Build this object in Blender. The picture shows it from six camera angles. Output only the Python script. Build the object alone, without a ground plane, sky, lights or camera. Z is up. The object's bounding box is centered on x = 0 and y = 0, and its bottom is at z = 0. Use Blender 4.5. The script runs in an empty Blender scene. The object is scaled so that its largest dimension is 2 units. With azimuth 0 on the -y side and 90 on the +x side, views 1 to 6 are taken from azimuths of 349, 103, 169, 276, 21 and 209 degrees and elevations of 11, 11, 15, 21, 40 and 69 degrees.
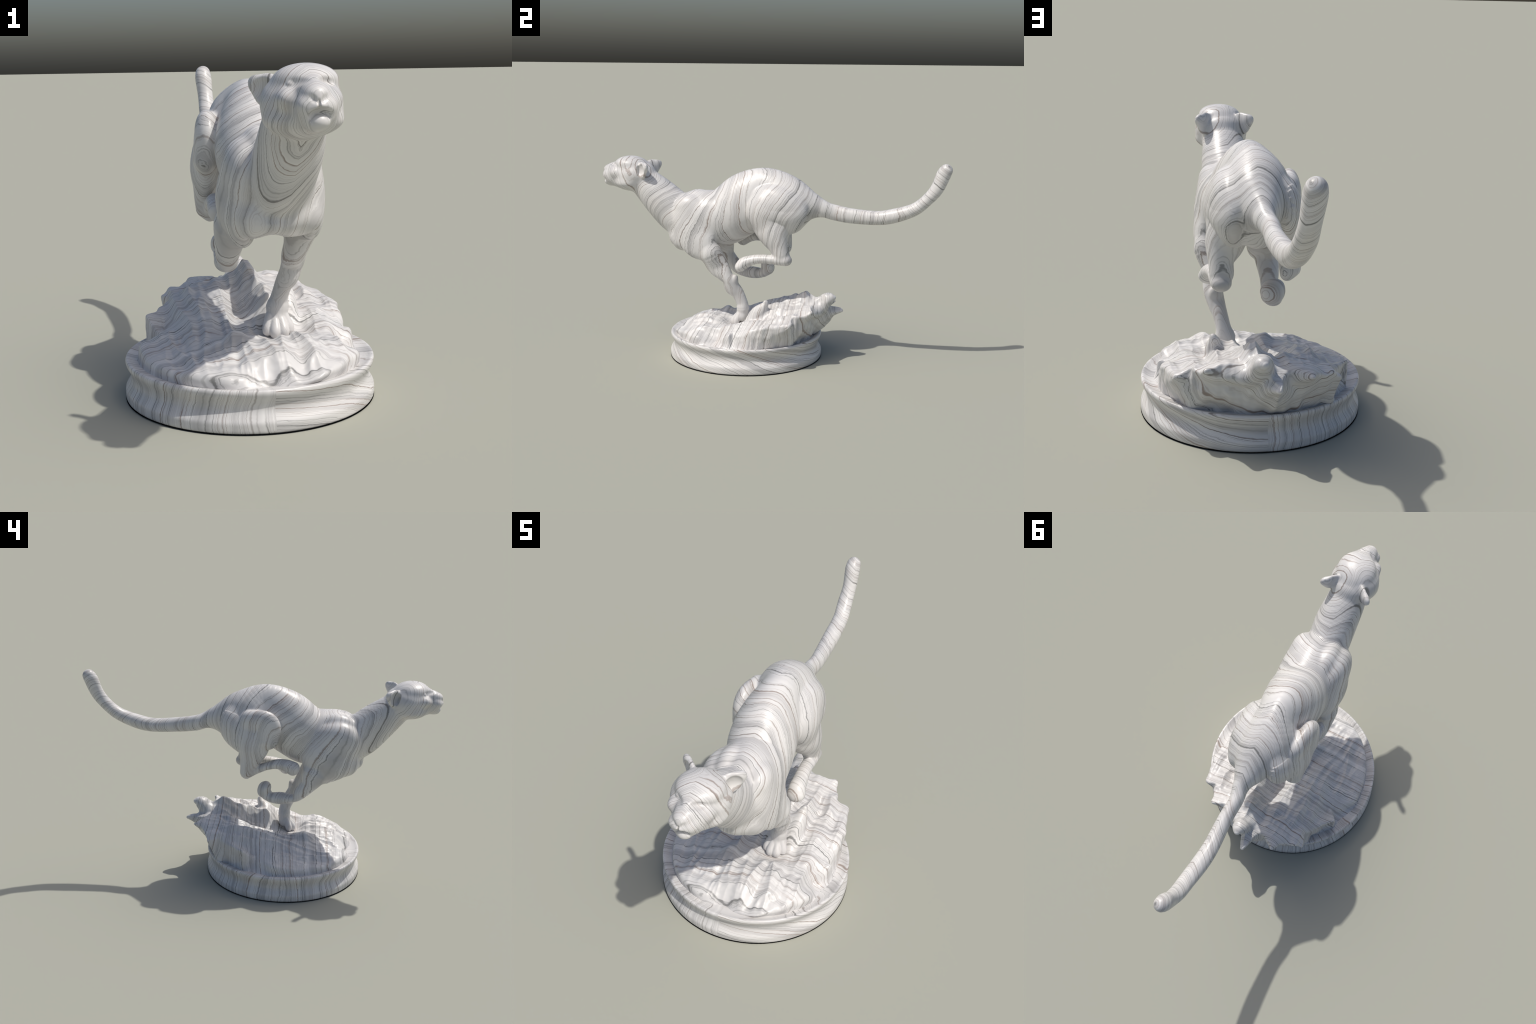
"""Polished veined-marble statue: a big cat in full gallop, poised on one foreleg
over a wind-cut rock that stands on a round moulded plinth."""
import bpy, math
import numpy as np

RNG = np.random.default_rng(7)

# ------------------------------------------------------------------ helpers
def catmull(P, per=6):
    """Catmull-Rom resampling of control rows (any number of columns)."""
    P = np.asarray(P, float)
    Q = np.vstack([2 * P[0] - P[1], P, 2 * P[-1] - P[-2]])
    out = []
    for i in range(1, len(Q) - 2):
        a, b, c, d = Q[i - 1], Q[i], Q[i + 1], Q[i + 2]
        for t in np.linspace(0, 1, per, endpoint=False):
            out.append(0.5 * (2 * b + (c - a) * t + (2 * a - 5 * b + 4 * c - d) * t * t
                              + (3 * b - a - 3 * c + d) * t ** 3))
    out.append(P[-1])
    return np.array(out)


_perm = RNG.permutation(512)
_grad = RNG.normal(size=(512, 3))
_grad /= np.linalg.norm(_grad, axis=1)[:, None]

def perlin(x, y, z=0.0):
    """Gradient noise on arrays, about -0.7..0.7."""
    x, y, z = np.broadcast_arrays(np.asarray(x, float), np.asarray(y, float), np.asarray(z, float))
    xi, yi, zi = np.floor(x).astype(int), np.floor(y).astype(int), np.floor(z).astype(int)
    xf, yf, zf = x - xi, y - yi, z - zi
    f = lambda t: t * t * t * (t * (t * 6 - 15) + 10)
    u, v, w = f(xf), f(yf), f(zf)
    tot = np.zeros(x.shape)
    for dx in (0, 1):
        for dy in (0, 1):
            for dz in (0, 1):
                h = _perm[(_perm[(_perm[(xi + dx) & 511] + yi + dy) & 511] + zi + dz) & 511]
                g = _grad[h]
                dot = g[..., 0] * (xf - dx) + g[..., 1] * (yf - dy) + g[..., 2] * (zf - dz)
                tot += dot * (u if dx else 1 - u) * (v if dy else 1 - v) * (w if dz else 1 - w)
    return tot


# ------------------------------------------------------------------ solid primitives (distance fields)
class Loft:
    """Limb / trunk: a spine with elliptical sections.
    rows: x, y, z, half-width (sideways), half-depth (in the plane of the limb)."""
    def __init__(self, rows, per=6, side=(1, 0, 0)):
        R = catmull(rows, per)
        self.P, self.rl, self.rv = R[:, :3], np.maximum(R[:, 3], .004), np.maximum(R[:, 4], .004)
        m = max(self.rl.max(), self.rv.max())
        self.lo, self.hi = self.P.min(0) - m, self.P.max(0) + m
        self.side = np.array(side, float)

    def __call__(self, X):
        best = np.full(len(X), 1e9); out = np.full(len(X), 1e9)
        P = self.P
        for i in range(len(P) - 1):
            a, b = P[i], P[i + 1]; ab = b - a; L2 = ab @ ab
            if L2 < 1e-12: continue
            v = X - a
            t = (v @ ab) / L2
            tc = np.clip(t, 0, 1)
            T = ab / math.sqrt(L2)
            lat = self.side - T * (self.side @ T); lat /= np.linalg.norm(lat)
            nor = np.cross(T, lat)
            q = v - tc[:, None] * ab
            la, nb, c = q @ lat, q @ nor, q @ T
            rl = self.rl[i] + (self.rl[i + 1] - self.rl[i]) * tc
            rv = self.rv[i] + (self.rv[i + 1] - self.rv[i]) * tc
            rc = .5 * (rl + rv)
            k0 = np.sqrt((la / rl) ** 2 + (nb / rv) ** 2 + (c / rc) ** 2)
            k1 = np.sqrt((la / rl ** 2) ** 2 + (nb / rv ** 2) ** 2 + (c / rc ** 2) ** 2) + 1e-9
            d = np.where(k0 < .05, -np.minimum(rl, rv), k0 * (k0 - 1) / k1)
            out = np.minimum(out, d)
        return out


class Ball:
    """Ellipsoid, optionally turned (columns of axes are its own directions)."""
    def __init__(self, c, r, axes=None):
        self.c, self.r = np.array(c, float), np.array(r, float)
        self.A = np.eye(3) if axes is None else np.array(axes, float).T
        m = self.r.max(); self.lo, self.hi = self.c - m, self.c + m

    def __call__(self, X):
        p = (X - self.c) @ self.A
        k0 = np.linalg.norm(p / self.r, axis=1)
        k1 = np.linalg.norm(p / self.r ** 2, axis=1) + 1e-9
        return np.where(k0 < .05, -self.r.min(), k0 * (k0 - 1) / k1)


def frame(d, up=(0, 0, 1)):
    """Rows: direction d, then two directions square to it."""
    d = np.array(d, float); d /= np.linalg.norm(d)
    s = np.cross(up, d); s /= np.linalg.norm(s)
    return np.array([d, s, np.cross(d, s)])


# ------------------------------------------------------------------ the cat
XC = .036
parts = []          # (part name, primitive, operation, blend radius)
def add(name, prim, k=.02, op='u'): parts.append((name, prim, op, k))

#<fit>
# trunk: deep chest, arched loin, falling croup
#              x      y      z     half-w half-d
add('torso', Loft([(.052, -.491, .792, .093, .120), (.053, -.433, .797, .120, .158),
                   (.045, -.361, .801, .138, .157), (.037, -.272, .805, .138, .161),
                   (.029, -.206, .848, .142, .166), (.027, -.134, .898, .126, .171),
                   (.031, -.034, .933, .099, .162), (.019, .058, .929, .120, .139),
                   (.028, .133, .911, .105, .116), (.028, .200, .891, .075, .080)]), .030)
add('torso', Loft([(.075, -.533, .693, .052, .059), (.070, -.480, .667, .064, .061),
                   (.064, -.398, .671, .067, .057)]), .040)
add('torso', Ball((.049, -.444, .733), (.133, .103, .090)), .040)
add('torso', Ball((.031, -.532, .662), (.059, .052, .038)), .030)
add('torso', Ball((.117, -.500, .678), (.056, .054, .059)), .030)
add('torso', Ball((-.040, -.502, .678), (.062, .058, .067)), .030)
add('torso', Ball((.021, .107, .781), (.072, .069, .058)), .030)
add('torso', Ball((.046, .154, .811), (.085, .048, .053)), .030)
add('neck', Loft([(.038, -.781, 1.014, .084, .076), (.035, -.719, .961, .093, .093),
                  (.039, -.645, .896, .101, .109), (.037, -.575, .832, .102, .119),
                  (.038, -.508, .791, .106, .127)]), .020)
add('torso', Ball((.032, .179, .854), (.068, .050, .063)), .030)
add('tail', Loft([(.032, .202, .901, .054, .069), (.031, .258, .886, .046, .059),
                  (.029, .310, .871, .036, .045), (.020, .362, .856, .032, .044),
                  (.023, .456, .842, .033, .042), (.015, .596, .835, .037, .039),
                  (.015, .689, .850, .039, .040), (.019, .799, .890, .037, .035),
                  (.015, .866, .944, .036, .033), (.015, .918, 1.008, .033, .036),
                  (.012, .950, 1.085, .036, .039), (.012, .964, 1.110, .033, .035)]), .028)
# shoulders and upper arms
add('forelimb', Loft([(.132, -.467, .875, .041, .068), (.149, -.434, .792, .035, .097),
                      (.160, -.393, .684, .042, .102), (.160, -.332, .626, .040, .062)]), .024)
add('forelimb.001', Loft([(-.031, -.446, .890, .042, .088), (-.061, -.432, .814, .051, .118),
                          (-.081, -.383, .712, .060, .141), (-.063, -.341, .633, .052, .093)]), .020)
add('forelimb.001', Ball((-.066, -.440, .806), (.063, .127, .110)), .020)
add('forelimb', Ball((.119, -.463, .746), (.055, .069, .115)), .030)
add('forelimb.001', Ball((-.061, -.478, .744), (.036, .061, .129)), .030)
# planted foreleg
add('forelimb', Loft([(.151, -.317, .611, .057, .064), (.141, -.281, .542, .040, .062),
                      (.141, -.246, .500, .042, .045), (.142, -.218, .464, .039, .033),
                      (.133, -.200, .422, .035, .043), (.122, -.170, .386, .030, .036),
                      (.110, -.147, .330, .031, .032), (.104, -.144, .297, .041, .035)]), .016)
# lifted foreleg, folded back with the paw curled up
add('forelimb.001', Loft([(-.086, -.322, .623, .057, .073), (-.088, -.295, .565, .049, .046),
                          (-.088, -.246, .509, .039, .037), (-.079, -.212, .471, .030, .022),
                          (-.079, -.136, .466, .037, .034), (-.075, -.076, .468, .034, .028),
                          (-.063, -.040, .496, .044, .035), (-.067, -.040, .511, .047, .037),
                          (-.065, -.042, .516, .051, .033)], per=8), .014)
# hind limb, sun side
add('hindlimb', Loft([(.100, .067, .915, .058, .140), (.118, .060, .881, .072, .167),
                      (.110, .029, .812, .081, .128), (.130, .041, .739, .074, .085),
                      (.149, .068, .681, .049, .057), (.150, .088, .628, .045, .046)], per=9), .014)
add('hindlimb', Ball((.154, -.023, .860), (.050, .082, .095)), .025)
add('hindlimb', Loft([(.155, .115, .596, .038, .031), (.161, .066, .596, .032, .027),
                      (.162, -.007, .599, .030, .025), (.165, -.068, .592, .032, .027),
                      (.167, -.118, .572, .038, .033), (.170, -.139, .553, .041, .031)]), .012)
# hind limb, shaded side (knee standing clear of the belly)
add('hindlimb.001', Loft([(-.060, .070, .915, .046, .112), (-.083, .075, .881, .056, .135),
                          (-.103, .023, .799, .068, .099), (-.115, .029, .726, .048, .065),
                          (-.116, .047, .671, .041, .044), (-.115, .059, .630, .036, .033)], per=9), .014)
add('hindlimb.001', Loft([(-.107, .045, .915, .041, .066), (-.121, -.048, .906, .042, .077),
                          (-.125, -.051, .824, .045, .068)], per=10), .012)
add('hindlimb.001', Loft([(-.100, .060, .612, .028, .031), (-.103, .006, .639, .027, .025),
                          (-.106, -.054, .664, .028, .022), (-.107, -.111, .679, .030, .027),
                          (-.108, -.163, .674, .034, .034), (-.110, -.202, .658, .034, .040)]), .012)
# skull
add('head', Loft([(.035, -.771, 1.036, .091, .071), (.035, -.812, 1.032, .114, .090),
                  (.040, -.860, 1.031, .083, .075), (.047, -.914, 1.028, .064, .068),
                  (.040, -.961, 1.015, .035, .055)]), .014)
add('head', Ball((.036, -.831, .988), (.109, .092, .046)), .025)
add('head', Ball((.043, -.835, 1.097), (.086, .085, .042)), .025)
#</fit>
# face: broad nose, wide muzzle, slanted eyes set under the brow, parted lips
add('head', Loft([(.035, -.89, 1.080, .032, .020), (.037, -.94, 1.070, .035, .026), (.036, -.962, 1.060, .034, .026)]), .02)
add('head', Ball((.039, -.945, 1.022), (.052, .050, .048)), .014)
add('head', Ball((.036, -.974, 1.060), (.027, .023, .019)), .012)
for s in (-1, 1):
    add('head', Ball((.038 + s * .026, -.966, 1.030), (.028, .029, .026)), .010)
    add('head', Ball((XC + s * .060, -.898, 1.045), (.028, .036, .026)), .02)
    F = frame((s * .62, .75, -.22))
    add('head', Ball((XC + s * .038, -.929, 1.093), (.034, .013, .010), F), .012, 'd')
    add('eye', Ball((XC + s * .050, -.894, 1.085), (.010, .009, .007)), .006)
    g = frame((-s * .70, -.10, -.70))
    add('head', Ball((.036 + s * .020, -1.000, 1.052), (.018, .007, .006), g), .008, 'd')
add('head', Ball((.036, -1.002, 1.036), (.0025, .007, .010)), .005, 'd')
add('head', Ball((.044, -.998, .998), (.037, .027, .028)), .008, 'd')
add('head', Ball((.044, -.970, .989), (.028, .024, .021)), .004)
# ears: pointed shells, wide at the root, hollowed on the front
for s, nm in ((1, 'ear'), (-1, 'ear.001')):
    tip = np.array([XC + s * .122, -.694, 1.090]); root = np.array([XC + s * .062, -.752, 1.056])
    F = frame(tip - root)
    fr = F[1] if F[1][1] < 0 else -F[1]
    c = root + (tip - root) * .26
    add(nm, Ball(c, (.052, .016, .048), [F[0], fr, F[2]]), .010)
    add(nm, Ball(tip - F[0] * .013 + F[2] * .004, (.015, .007, .015), [F[0], fr, F[2]]), .03)
    add(nm, Ball(c + fr * .017 + F[0] * .010 - F[2] * .002, (.036, .018, .037), [F[0], fr, F[2]]), .005, 'd')
# planted paw with four toes, and the wrist knob
add('forelimb', Ball((.138, -.180, .470), (.022, .016, .024)), .02)
add('paw', Ball((.100, -.148, .252), (.045, .036, .040)), .014)
for dx, dy, dz, r in ((-.037, -.172, .219, .0195), (-.013, -.190, .213, .021), (.014, -.190, .214, .021), (.038, -.170, .221, .0185)):
    add('paw', Loft([(.100 + dx * .72, -.156, .264, r * .85, r), (.100 + dx, dy, dz + .013, r, r), (.100 + dx * 1.04, dy - .003, dz, r * .95, r * .95)]), .003)

NAMES = []
for p in parts:
    if p[0] not in NAMES: NAMES.append(p[0])


def field(X, cull=True):
    """Signed distance of the whole cat and the index of the part that owns each place."""
    n = len(X); D = np.full(n, 1.0); lab = np.zeros(n, int)
    for name, prim, op, k in parts:
        if cull:
            m = .05 + 2 * k
            idx = np.nonzero(((X > prim.lo - m) & (X < prim.hi + m)).all(1))[0]
            if len(idx) == 0: continue
            d = prim(X[idx]); cur = D[idx]
        else:
            idx = slice(None); d = prim(X); cur = D
        if op == 'u':
            h = np.maximum(k - np.abs(cur - d), 0) / k
            new = np.minimum(cur, d) - h * h * k * .25
            l = lab[idx]; l[d < cur] = NAMES.index(name); lab[idx] = l
        else:
            h = np.maximum(k - np.abs(cur + d), 0) / k
            new = np.maximum(cur, -d) + h * h * k * .25
        D[idx] = new
    return D, lab


def surface_net(field, lo, hi, h, B=8):
    """Sparse surface-nets meshing of a distance field: returns vertices, quads."""
    lo = np.array(lo, float)
    nb = np.ceil((np.array(hi) - lo) / (h * B)).astype(int)
    n = nb * B + 1
    g = np.stack(np.meshgrid(*[np.arange(k) for k in nb], indexing='ij'), -1).reshape(-1, 3)
    dc, _ = field(lo + (g + .5) * B * h, False)
    V = np.where(np.zeros(n, bool), 0., 0.) + .5
    near = np.abs(dc) < B * h * 1.45
    ins = (dc <= 0) & ~near
    o = np.stack(np.meshgrid(*[np.arange(B + 1)] * 3, indexing='ij'), -1).reshape(-1, 3)
    for b in g[ins]:
        V[b[0] * B:b[0] * B + B + 1, b[1] * B:b[1] * B + B + 1, b[2] * B:b[2] * B + B + 1] = -.5
    need = np.zeros(n, bool)
    for b in g[near]:
        need[b[0] * B:b[0] * B + B + 1, b[1] * B:b[1] * B + B + 1, b[2] * B:b[2] * B + B + 1] = True
    ii = np.argwhere(need)
    vals = np.empty(len(ii))
    for s in range(0, len(ii), 300000):
        vals[s:s + 300000] = field(lo + ii[s:s + 300000] * h)[0]
    V[tuple(ii.T)] = vals
    # cells crossed by the surface
    S = V < 0
    cnt = np.zeros(n - 1, np.int8)
    for dx in (0, 1):
        for dy in (0, 1):
            for dz in (0, 1):
                cnt += S[dx:n[0] - 1 + dx, dy:n[1] - 1 + dy, dz:n[2] - 1 + dz]
    cells = np.argwhere((cnt > 0) & (cnt < 8))
    vid = np.full(n - 1, -1, int); vid[tuple(cells.T)] = np.arange(len(cells))
    acc = np.zeros((len(cells), 3)); num = np.zeros(len(cells))
    corners = [(a, b, c) for a in (0, 1) for b in (0, 1) for c in (0, 1)]
    for a in corners:
        for ax in range(3):
            if a[ax]: continue
            b = list(a); b[ax] = 1
            va = V[tuple((cells + a).T)]; vb = V[tuple((cells + b).T)]
            x = (va < 0) != (vb < 0)
            t = np.where(x, va / np.where(x, va - vb, 1), 0)
            p = np.tile(np.array(a, float), (len(cells), 1)); p[:, ax] += t
            acc[x] += p[x]; num[x] += 1
    verts = lo + (cells + acc / num[:, None]) * h
    quads = []
    for ax in range(3):
        u, w = (ax + 1) % 3, (ax + 2) % 3
        sl0 = [slice(None)] * 3; sl1 = [slice(None)] * 3
        sl0[ax] = slice(0, -1); sl1[ax] = slice(1, None)
        A, Bv = S[tuple(sl0)], S[tuple(sl1)]
        e = np.argwhere(A != Bv)
        e = e[(e[:, u] > 0) & (e[:, w] > 0) & (e[:, u] < n[u] - 1) & (e[:, w] < n[w] - 1)]
        q = []
        for du, dw in ((-1, -1), (0, -1), (0, 0), (-1, 0)):
            c = e.copy(); c[:, u] += du; c[:, w] += dw
            q.append(vid[tuple(c.T)])
        q = np.stack(q, 1)
        flip = ~A[tuple(e.T)]
        q[flip] = q[flip][:, ::-1]
        quads.append(q)
    return verts, np.vstack(quads)


def gradient(field, X, e=.0015):
    G = np.zeros_like(X)
    for a in range(3):
        d = np.zeros(3); d[a] = e
        G[:, a] = field(X + d)[0] - field(X - d)[0]
    return G / (2 * e)


def settled_net(field, lo, hi, h):
    """Net pulled onto the true surface, with smooth normals."""
    v, q = surface_net(field, lo, hi, h)
    for it in range(2):
        d, _ = field(v); G = gradient(field, v)
        step = np.clip(d / np.maximum((G * G).sum(1), .2), -.6 * h, .6 * h)
        v = v - G * step[:, None] * .9
    G = gradient(field, v, .0022)
    return v, q, G / np.maximum(np.linalg.norm(G, axis=1), 1e-9)[:, None]


verts, quads, normals = settled_net(field, (-.23, -1.04, .175), (.27, 1.03, 1.185), .0050)
_, flab = field(verts[quads].mean(1))

# ------------------------------------------------------------------ materials
def node(nt, kind, ins=None, **kw):
    n = nt.nodes.new(kind)
    for k, v in kw.items(): setattr(n, k, v)
    for k, v in (ins or {}).items():
        s = n.inputs[k]
        if isinstance(v, bpy.types.NodeSocket): nt.links.new(v, s)
        else: s.default_value = v
    return n


def marble(name, lean_plus, lean_minus, z0, seam, xmid, seed=0.0, warp=.02, turned=None, skew=0.0, tail=False):
    """White marble with thin parallel veins. The veins cross the statue from side to
    side; how far they lean along the length is set by two curves, one for each flank."""
    m = bpy.data.materials.new(name); m.use_nodes = True
    nt = m.node_tree; nt.nodes.clear()
    M = lambda op, a, b=0.0, c=0.0: node(nt, 'ShaderNodeMath', {0: a, 1: b, 2: c}, operation=op).outputs[0]
    co = node(nt, 'ShaderNodeTexCoord').outputs['Object']
    sp = node(nt, 'ShaderNodeSeparateXYZ', {0: co}); x, y, z = sp.outputs
    def curve(points):
        f = node(nt, 'ShaderNodeFloatCurve', {'Value': M('MULTIPLY_ADD', y, .5, .5), 'Factor': 1.0})
        c = f.mapping.curves[0]
        while len(c.points) > 2: c.points.remove(c.points[-1])
        for i, (py, s) in enumerate(points):
            px, pv = py * .5 + .5, s / 6 + .5
            if i < 2: c.points[i].location = (px, pv)
            else: c.points.new(px, pv)
        f.mapping.update()
        return M('MULTIPLY_ADD', f.outputs[0], 6.0, -3.0)
    sP, sM = curve(lean_plus), curve(lean_minus)
    side = node(nt, 'ShaderNodeMapRange', {'Value': x, 'From Min': xmid - seam, 'From Max': xmid + seam},
                interpolation_type='SMOOTHSTEP').outputs[0]
    lean = M('ADD', M('MULTIPLY', sM, M('SUBTRACT', 1.0, side)), M('MULTIPLY', sP, side))
    rise = M('MULTIPLY', M('TANH', M('DIVIDE', M('SUBTRACT', z, z0), .22)), .22)
    t0 = M('SUBTRACT', y, M('MULTIPLY', lean, rise))
    t0 = M('ADD', t0, M('MULTIPLY', M('SUBTRACT', x, xmid), skew))
    if tail:
        chest = node(nt, 'ShaderNodeMapRange', {'Value': y, 'From Min': -.08, 'From Max': -.58}).outputs[0]
        t0 = M('ADD', t0, M('MULTIPLY', M('MULTIPLY', chest, 1.0), M('MAXIMUM', M('SUBTRACT', xmid, x), 0.0)))
    if tail:
        rump = M('MULTIPLY', node(nt, 'ShaderNodeMapRange', {'Value': y, 'From Min': -.25, 'From Max': .30}).outputs[0], -.6)
        t0 = M('ADD', t0, M('MULTIPLY', rump, M('ABSOLUTE', M('SUBTRACT', x, xmid))))
    if tail:                                   # veins stay square to the rising tail
        back = node(nt, 'ShaderNodeMapRange', {'Value': y, 'From Min': .55, 'From Max': .85}).outputs[0]
        t0 = M('ADD', t0, M('MULTIPLY', M('MULTIPLY', back, 1.5), M('MAXIMUM', M('SUBTRACT', z, .86), 0.0)))
    if turned is not None:                     # plinth: veins stand upright round one half, slant across the other
        ang = M('ARCTAN2', M('SUBTRACT', y, turned[0]), M('MULTIPLY', x, -1.0))
        up = M('MULTIPLY', ang, turned[1])
        slant = M('MULTIPLY', M('MULTIPLY_ADD', z, turned[2], y), .5)
        t0 = M('ADD', M('MULTIPLY', up, M('SUBTRACT', 1.0, side)), M('MULTIPLY', slant, side))
    # slow swirls, then a fine tremble of the lines (projected across, so x counts little)
    flat = node(nt, 'ShaderNodeCombineXYZ', {'X': M('MULTIPLY', x, .35), 'Y': M('ADD', y, seed), 'Z': z}).outputs[0]
    n1 = node(nt, 'ShaderNodeTexNoise', {'Vector': flat, 'Scale': 3.2, 'Detail': 1.0}).outputs['Fac']
    n2 = node(nt, 'ShaderNodeTexNoise', {'Vector': flat, 'Scale': 16.0, 'Detail': 3.0}).outputs['Fac']
    n3 = node(nt, 'ShaderNodeTexNoise', {'Vector': flat, 'Scale': 120.0, 'Detail': 2.0}).outputs['Fac']
    t = M('ADD', t0, M('MULTIPLY', M('SUBTRACT', n1, .5), warp * 3))
    t = M('ADD', t, M('MULTIPLY', M('SUBTRACT', n2, .5), .022))
    t = M('ADD', t, M('MULTIPLY', M('SUBTRACT', n3, .5), .0048))
    n4 = node(nt, 'ShaderNodeTexNoise', {'W': M('MULTIPLY', t, 7.0), 'Scale': 1.0, 'Detail': 1.0}, noise_dimensions='1D').outputs['Fac']
    t = M('ADD', t, M('MULTIPLY', M('SUBTRACT', n4, .5), .14))      # veins crowd and thin out
    t = M('ADD', t, seed + 5)

    def lines(freq, width, lo, hi, off):
        v = node(nt, 'ShaderNodeTexVoronoi', {'W': M('MULTIPLY_ADD', t, freq, off), 'Randomness': 1.0, 'Scale': 1.0},
                 voronoi_dimensions='1D', feature='DISTANCE_TO_EDGE').outputs['Distance']
        v = M('DIVIDE', v, freq)
        # strength wanders along each line and from line to line
        w = node(nt, 'ShaderNodeTexNoise', {'Vector': node(nt, 'ShaderNodeCombineXYZ', {
            'X': M('MULTIPLY', t, freq * .7), 'Y': M('MULTIPLY', z, 4.0), 'Z': M('MULTIPLY', x, 4.0)}).outputs[0],
            'Scale': 1.0, 'Detail': 1.0}).outputs['Fac']
        w = node(nt, 'ShaderNodeMapRange', {'Value': w, 'From Min': lo, 'From Max': hi}).outputs[0]
        return node(nt, 'ShaderNodeMapRange', {'Value': v, 'From Min': width * .35, 'From Max': width, 'To Min': 1.0, 'To Max': 0.0}).outputs[0], w
    l1, w1 = lines(20.0, .0023, .30, .49, .3)
    l2, w2 = lines(50.0, .0016, .37, .60, 7.1)
    l3, w3 = lines(120.0, .0012, .38, .68, 3.7)
    bands = node(nt, 'ShaderNodeTexNoise', {'W': M('MULTIPLY', t, 26.0), 'Scale': 1.0, 'Detail': 3.0, 'Roughness': .6}, noise_dimensions='1D').outputs['Fac']
    cloud = node(nt, 'ShaderNodeTexNoise', {'Vector': flat, 'Scale': 7.0, 'Detail': 4.0}).outputs['Fac']
    tone = M('ADD', M('MULTIPLY', bands, .75), M('MULTIPLY', cloud, .25))
    ramp = node(nt, 'ShaderNodeValToRGB', {0: tone}); cr = ramp.color_ramp
    cr.elements[0].position, cr.elements[0].color = .32, (.45, .442, .438, 1)
    cr.elements[1].position, cr.elements[1].color = .60, (.69, .68, .665, 1)
    e = cr.elements.new(.45); e.color = (.605, .595, .585, 1)
    hue = node(nt, 'ShaderNodeTexNoise', {'W': M('MULTIPLY', t, 15.0), 'Scale': 1.0, 'Detail': 0.0}, noise_dimensions='1D').outputs['Fac']
    hue = node(nt, 'ShaderNodeMapRange', {'Value': hue, 'From Min': .42, 'From Max': .56}).outputs[0]
    vein = node(nt, 'ShaderNodeMix', {'Factor': hue, 'A': (.17, .17, .165, 1), 'B': (.29, .235, .205, 1)}, data_type='RGBA')
    for s, v in (('A', (.17, .17, .165, 1)), ('B', (.29, .235, .205, 1))):
        vein.inputs[6 if s == 'A' else 7].default_value = v
    def over(base, colour, fac):
        n = node(nt, 'ShaderNodeMix', data_type='RGBA')
        nt.links.new(fac, n.inputs[0]); nt.links.new(base, n.inputs[6]); nt.links.new(colour, n.inputs[7])
        return n.outputs[2]
    c = over(ramp.outputs[0], vein.outputs[2], M('MULTIPLY', M('MULTIPLY', l3, w3), .45))
    c = over(c, vein.outputs[2], M('MULTIPLY', M('MULTIPLY', l2, w2), .72))
    c = over(c, vein.outputs[2], M('MULTIPLY', M('MULTIPLY', l1, w1), .88))
    if tail:                                   # the planted paw is cut from a clean patch
        clean = node(nt, 'ShaderNodeMapRange', {'Value': z, 'From Min': .30, 'From Max': .50, 'To Min': .75, 'To Max': 0.0}).outputs[0]
        plain = node(nt, 'ShaderNodeRGB'); plain.outputs[0].default_value = (.635, .622, .608, 1)
        c = over(c, plain.outputs[0], clean)
    b = node(nt, 'ShaderNodeBsdfPrincipled', {'Base Color': c, 'Roughness': .38, 'IOR': 1.48})
    o = node(nt, 'ShaderNodeOutputMaterial', {'Surface': b.outputs[0]})
    return m


CAT = marble('veined_marble_cat',
             [(-1.0, -.6), (-.86, -.5), (-.74, .6), (-.64, 1.2), (-.50, .7), (-.32, .2), (-.16, 0), (.02, .45), (.16, .7), (.32, .3), (.6, .1), (1, .1)],
             [(-1.0, -.3), (-.86, -.8), (-.70, -.5), (-.5, -.45), (-.3, -.7), (-.14, -.6), (-.0, -.15), (.2, 0), (.5, .1), (1, .1)],
             .93, .10, XC, 1.7, .014, skew=.45, tail=True)
ROCK = marble('veined_marble_rock', [(-1, .2), (.1, .15), (.3, -.4), (1, -.5)], [(-1, -.05), (.1, 0), (.3, -.4), (1, -.5)], .2, .25, 0.0, 2.3, .02)
BASE = marble('veined_marble_plinth', [(-1, 0), (1, 0)], [(-1, 0), (1, 0)], .07, .003, 0.0, 6.1, .04, turned=(-.15, .44, 2.6))


def mesh_object(name, V, F, mat, N=None):
    me = bpy.data.meshes.new(name)
    me.from_pydata([tuple(map(float, v)) for v in V], [], [tuple(map(int, f)) for f in F])
    me.polygons.foreach_set('use_smooth', np.ones(len(me.polygons), bool))
    if N is not None: me.normals_split_custom_set_from_vertices([tuple(map(float, n)) for n in N])
    me.materials.append(mat); me.update()
    ob = bpy.data.objects.new(name, me); bpy.context.scene.collection.objects.link(ob)
    return ob


statue = bpy.data.objects.new('big_cat_statue', None)
bpy.context.scene.collection.objects.link(statue)
statue['label'] = 'white veined marble statue of a galloping big cat on rock'
statue['category'] = 'animal statue'

made = {}
for i, nm in enumerate(NAMES):
    sel = quads[flab == i]
    if len(sel) == 0: continue
    used, inv = np.unique(sel, return_inverse=True)
    ob = mesh_object(nm.split('.')[0], verts[used], inv.reshape(-1, 4), CAT, normals[used])
    made[nm] = ob
for nm, ob in made.items():
    ob.parent = {'paw': made.get('forelimb'), 'eye': made.get('head'), 'ear': made.get('head'), 'ear.001': made.get('head')}.get(nm) or statue

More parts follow.
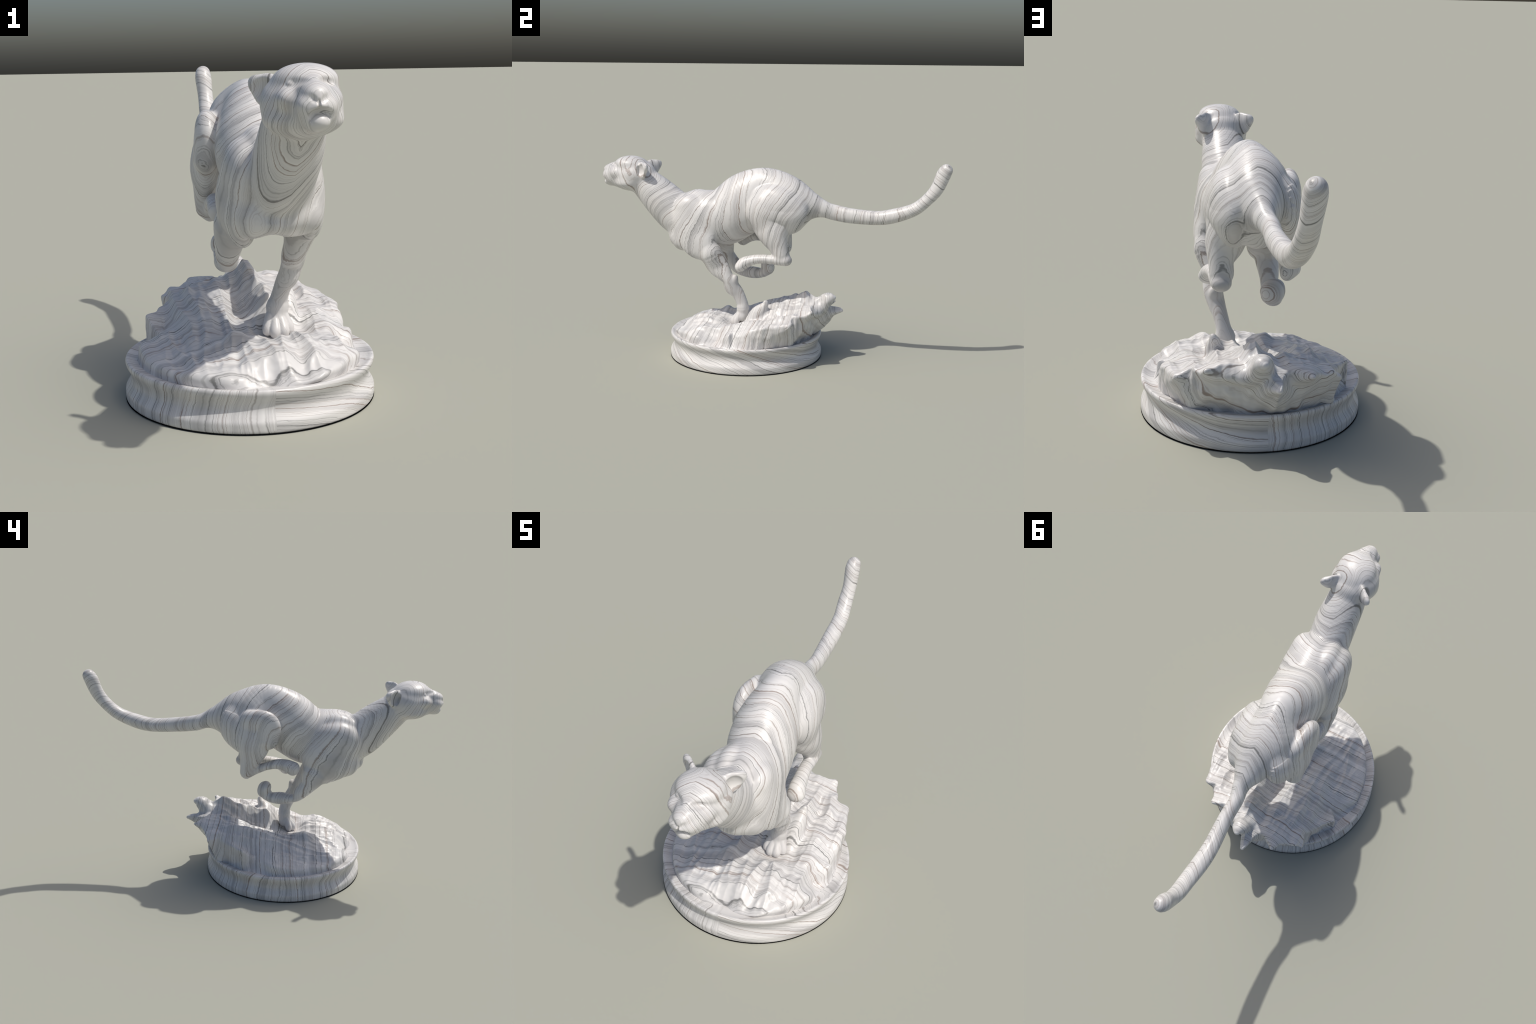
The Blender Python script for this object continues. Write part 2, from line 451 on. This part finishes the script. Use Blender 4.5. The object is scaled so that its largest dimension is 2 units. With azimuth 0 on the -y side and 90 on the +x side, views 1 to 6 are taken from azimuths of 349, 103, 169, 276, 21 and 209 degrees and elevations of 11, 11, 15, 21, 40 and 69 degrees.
# ------------------------------------------------------------------ plinth (turned profile)
CY = -.150
prof = catmull([(.0, .0), (.40, .0), (.431, .0), (.4362, .0015), (.4393, .007), (.4402, .020), (.4390, .036), (.431, .050), (.423, .064), (.4195, .076),
                (.4205, .090), (.426, .104), (.4335, .117), (.4375, .128), (.4375, .136), (.434, .1415), (.427, .1420), (.414, .1370), (.398, .1330), (.380, .1315), (.35, .1305), (.30, .130), (.20, .130), (.10, .130), (.0, .130)], 4)
prof[:, 0] = np.maximum(prof[:, 0], 0); prof[:, 1] = np.maximum(prof[:, 1], 0)
NS = 240
ang = np.linspace(0, 2 * np.pi, NS, endpoint=False)
V = np.array([[r * math.cos(a), CY + r * math.sin(a), z] for r, z in prof[1:-1] for a in ang])
K = len(prof) - 2
F = [(j * NS + i, j * NS + (i + 1) % NS, (j + 1) * NS + (i + 1) % NS, (j + 1) * NS + i) for j in range(K - 1) for i in range(NS)]
F += [tuple(range(NS))[::-1], tuple((K - 1) * NS + i for i in range(NS))]
plinth = mesh_object('plinth', V, F, BASE); plinth.parent = statue

# ------------------------------------------------------------------ rock
#<rockfit>
# brink of the rock, all round: x, y, z
BRINK = [(.004, -.522, .119), (.151, -.541, .150), (.279, -.431, .179), (.347, -.353, .178), (.318, -.242, .138), (.376, -.153, .219),
         (.348, -.139, .186), (.364, .031, .261), (.349, .106, .265), (.332, .172, .281), (.272, .185, .289), (.269, .214, .322),
         (.221, .255, .304), (.181, .272, .348), (.094, .257, .332), (.057, .303, .383), (.033, .334, .347), (.011, .331, .330),
         (-.017, .382, .263), (-.038, .336, .296), (-.081, .306, .317), (-.142, .323, .317), (-.185, .295, .298), (-.242, .266, .281),
         (-.282, .253, .281), (-.230, .167, .277), (-.307, .078, .252), (-.354, .045, .252), (-.296, -.021, .188), (-.383, -.112, .188),
         (-.378, -.227, .164), (-.337, -.351, .165), (-.256, -.460, .174), (-.129, -.522, .159)]
# spot heights of the upper face, joined with the brink by a thin-plate surface
SPOTS = [(-.085, -.281, .215), (-.165, -.020, .277), (.200, -.370, .226), (.250, -.300, .228), (.260, -.220, .227), (.140, -.440, .194),
         (.100, -.170, .200), (.060, -.160, .206), (.140, -.200, .208), (.100, -.235, .213), (.015, -.070, .242), (.085, -.095, .238),
         (.025, .020, .268), (.000, -.300, .211), (.000, -.400, .210), (-.080, -.420, .199), (.100, -.380, .214), (-.180, -.360, .187),
         (-.220, -.200, .206), (-.280, -.050, .225), (-.300, -.180, .190), (.240, -.080, .260), (.260, .050, .271), (.200, .150, .305),
         (.100, .160, .326), (.050, .270, .345), (-.060, .240, .323), (-.120, .180, .318), (-.200, .120, .303), (.130, .240, .330),
         (-.135, .115, .318), (-.113, .073, .299), (-.040, .121, .295), (-.095, -.060, .258), (-.060, .010, .260), (.050, -.460, .200),
         (-.060, -.470, .190), (-.020, -.180, .209), (.096, -.035, .314), (.062, -.030, .298), (.126, .000, .298), (.104, .066, .327),
         (.050, .100, .315)]
# horns, spikes and buttresses that stand out of or overhang the mass
HORNS = [[(.037, .231, .281, .069, .059), (.027, .310, .336, .034, .032), (.040, .350, .372, .023, .020), (.035, .368, .373, .015, .014)],
         [(.037, .333, .362, .031, .030), (.065, .290, .301, .034, .031), (.139, .259, .305, .035, .027)],
         [(-.017, .282, .235, .065, .048), (-.005, .330, .270, .038, .032), (-.013, .407, .287, .009, .008)],
         [(.265, .119, .229, .045, .036), (.321, .175, .266, .013, .003)],
         [(.189, .202, .275, .050, .035), (.228, .274, .322, .008, .007)],
         [(-.116, .253, .280, .050, .032), (-.144, .346, .306, .007, .005)],
         [(-.195, .200, .263, .045, .032), (-.231, .262, .293, .010, .007)],
         [(.157, -.092, .190, .038, .040), (.160, -.065, .258, .034, .036), (.162, -.038, .288, .036, .038), (.164, -.000, .333, .021, .019), (.170, .006, .354, .012, .012)],
         [(.233, .158, .240, .036, .036), (.257, .148, .135, .014, .014)],
         [(-.214, .181, .241, .034, .034), (-.252, .178, .135, .014, .014)]]
#</rockfit>
# outline where the rock meets the plinth, with two buttress corners at the back
FOOT = np.radians([-180, -140, -90, -60, -30, 0, 26, 44, 49, 54, 70, 90, 108, 119, 126, 132, 145, 180])
FOOT_R = [.398, .396, .396, .398, .396, .388, .386, .400, .412, .402, .390, .395, .390, .398, .420, .404, .398, .398]
NT = 720
TH = np.linspace(-np.pi, np.pi, NT + 1)
Rb = np.interp(TH, FOOT, FOOT_R)

def tps(a, b):
    r2 = ((a[:, None, :2] - b[None, :, :2]) ** 2).sum(-1)
    return r2 * np.log(np.maximum(r2, 1e-12)) * .5

def bump(x, y, cx, cy, h, xm, xp, ym, yp, power=1.6):
    dx, dy = x - cx, y - cy
    d = np.sqrt((dx / np.where(dx < 0, xm, xp)) ** 2 + (dy / np.where(dy < 0, ym, yp)) ** 2)
    return h * np.exp(-d ** power)

def make_rock(brink, spots, horns, GS=.003):
    bk = np.array(brink); th = np.arctan2(bk[:, 1] - CY, bk[:, 0]); rr = np.hypot(bk[:, 0], bk[:, 1] - CY)
    o = np.argsort(th); th, rr, zz = th[o], rr[o], bk[o, 2]
    def ring(vals):
        lin = np.interp(TH[:-1], np.concatenate([th - 2 * np.pi, th, th + 2 * np.pi]), np.tile(vals, 3))
        for _ in range(5): lin = (np.roll(lin, 1) + lin * 2 + np.roll(lin, -1)) / 4
        return np.r_[lin, lin[0]]
    R, Z = ring(rr), ring(zz)
    C = np.vstack([np.c_[R[:-1:15] * np.cos(TH[:-1:15]), CY + R[:-1:15] * np.sin(TH[:-1:15]), Z[:-1:15]], np.array(spots)])
    R = R + perlin(np.cos(TH) * 5, np.sin(TH) * 5, 3.1) * .018 * np.clip((Z - .17) / .08, 0, 1)
    n = len(C); A = np.zeros((n + 3, n + 3)); A[:n, :n] = tps(C, C) + np.eye(n) * 1e-4
    A[:n, n] = 1; A[:n, n + 1:] = C[:, :2]; A[n, :n] = 1; A[n + 1:, :n] = C[:, :2].T
    wgt = np.linalg.solve(A, np.r_[C[:, 2], 0, 0, 0])
    gx = np.arange(-.52, .5201, GS); gy = np.arange(-.70, .5001, GS)
    X, Y = np.meshgrid(gx, gy, indexing='ij')
    q = np.c_[X.ravel(), Y.ravel()]
    T = (tps(q, C) @ wgt[:n] + wgt[n] + q @ wgt[n + 1:]).reshape(X.shape)
    rad = np.hypot(X, Y - CY); edge = np.interp(np.arctan2(Y - CY, X), TH, R)
    front = np.clip((.20 - Y) / .3, 0, 1)                          # wind-combed ridges run front to back
    ridges = (1 - 2 * np.abs(perlin(X * 13 + .45 * perlin(X * 5, Y * 4, 2.2), Y * 1.9, .5)) * 1.6) - .45
    crags = perlin(X * 9, Y * 9, 7.7) + .5 * perlin(X * 20, Y * 20, 1.7)
    ridges2 = .5 - 2 * np.abs(perlin(X * 29, Y * 8 + .5 * perlin(X * 9, Y * 9, 6.1), 8.3))
    chips = .35 - np.abs(perlin(X * 22, Y * 22, 11.5))
    fine = perlin(X * 34, Y * 12, 4.4)
    steps = perlin(X * 6, Y * 11, 9.1)
    amp = np.clip((edge - rad) * 12 + .15, .15, 1) * np.clip(1.15 - np.exp(-((X - .1) ** 2 + (Y + .18) ** 2) / .06 ** 2), 0, 1)
    T += amp * (ridges * .022 + ridges2 * .008 + fine * .003 + steps * .010 + crags * (.006 + .014 * (1 - front)) + chips * .022 * (1 - .7 * front))
    T += bump(X, Y, -.080, -.282, .036, .045, .045, .06, .05)
    T += bump(X, Y, .063, .212, .062, .090, .032, .075, .040)     # sharp crest
    w = np.exp(-(np.hypot(X - .10, Y + .180) / .068) ** 4)             # level bed under the planted paw
    T = T * (1 - w) + (.200 + .15 * (Y + .18)) * w
    def lookup(x, y):
        fx = np.clip((x - gx[0]) / GS, 0, len(gx) - 1.001); fy = np.clip((y - gy[0]) / GS, 0, len(gy) - 1.001)
        i, j = fx.astype(int), fy.astype(int); a, b = fx - i, fy - j
        return (T[i, j] * (1 - a) + T[i + 1, j] * a) * (1 - b) + (T[i, j + 1] * (1 - a) + T[i + 1, j + 1] * a) * b
    prims = [Loft(h) for h in horns]

    def rock_field(P, cull=True):
        x, y, z = P.T
        r = np.hypot(x, y - CY); a = np.arctan2(y - CY, x)
        Ra, Za, Ba = np.interp(a, TH, R), np.interp(a, TH, Z), np.interp(a, TH, Rb)
        u = np.clip((z - .130) / np.maximum(Za - .130, .012), 0, 1.3)
        ca, sa = x / np.maximum(r, .05), (y - CY) / np.maximum(r, .05)
        rough = np.clip((Za - .16) * 9, 0, 1)
        wall = Ba + (Ra - Ba) * u ** np.where(Ra < Ba, .5, 1.2) + rough * np.sin(np.pi * np.clip(u, 0, 1)) * np.where(Ra < Ba, 0, .014)
        m = np.abs(r - wall) < .08
        w = np.zeros(len(P))
        w[m] = (.024 * perlin(ca[m] * 4.5 + 3, sa[m] * 4.5, z[m] * 11) + .014 * perlin(ca[m] * 11, sa[m] * 11 + 5, z[m] * 14)) * rough[m]
        d1 = (z - lookup(x, y)) * .8
        d2 = (r - wall - w) * .85
        k = .014
        h = np.maximum(k - np.abs(d1 - d2), 0) / k
        D = np.maximum(d1, d2) + h * h * k * .25
        for prim in prims:
            idx = np.nonzero(((P > prim.lo - .06) & (P < prim.hi + .06)).all(1))[0] if cull else np.arange(len(P))
            if len(idx) == 0: continue
            d = prim(P[idx]); c = D[idx]; k = .03
            h = np.maximum(k - np.abs(c - d), 0) / k
            D[idx] = np.minimum(c, d) - h * h * k * .25
        near = np.abs(D) < .04
        Q = P[near]
        D[near] += (.006 * perlin(Q[:, 0] * 17, Q[:, 1] * 17, Q[:, 2] * 17 + 2.7) + .0018 * perlin(Q[:, 0] * 44, Q[:, 1] * 44, Q[:, 2] * 44)) * np.clip((Q[:, 2] - .132) * 30, 0, 1) \
            * np.clip(np.hypot(Q[:, 0] - .10, Q[:, 1] + .18) * 25 - 1.2, 0, 1)
        return np.maximum(D, .1255 - z), np.zeros(len(P), int)
    return rock_field

rv, rq, rn = settled_net(make_rock(BRINK, SPOTS, HORNS), (-.48, -.62, .110), (.48, .46, .46), .0040)
rock = mesh_object('rock', rv, rq, ROCK, rn); rock.parent = statue
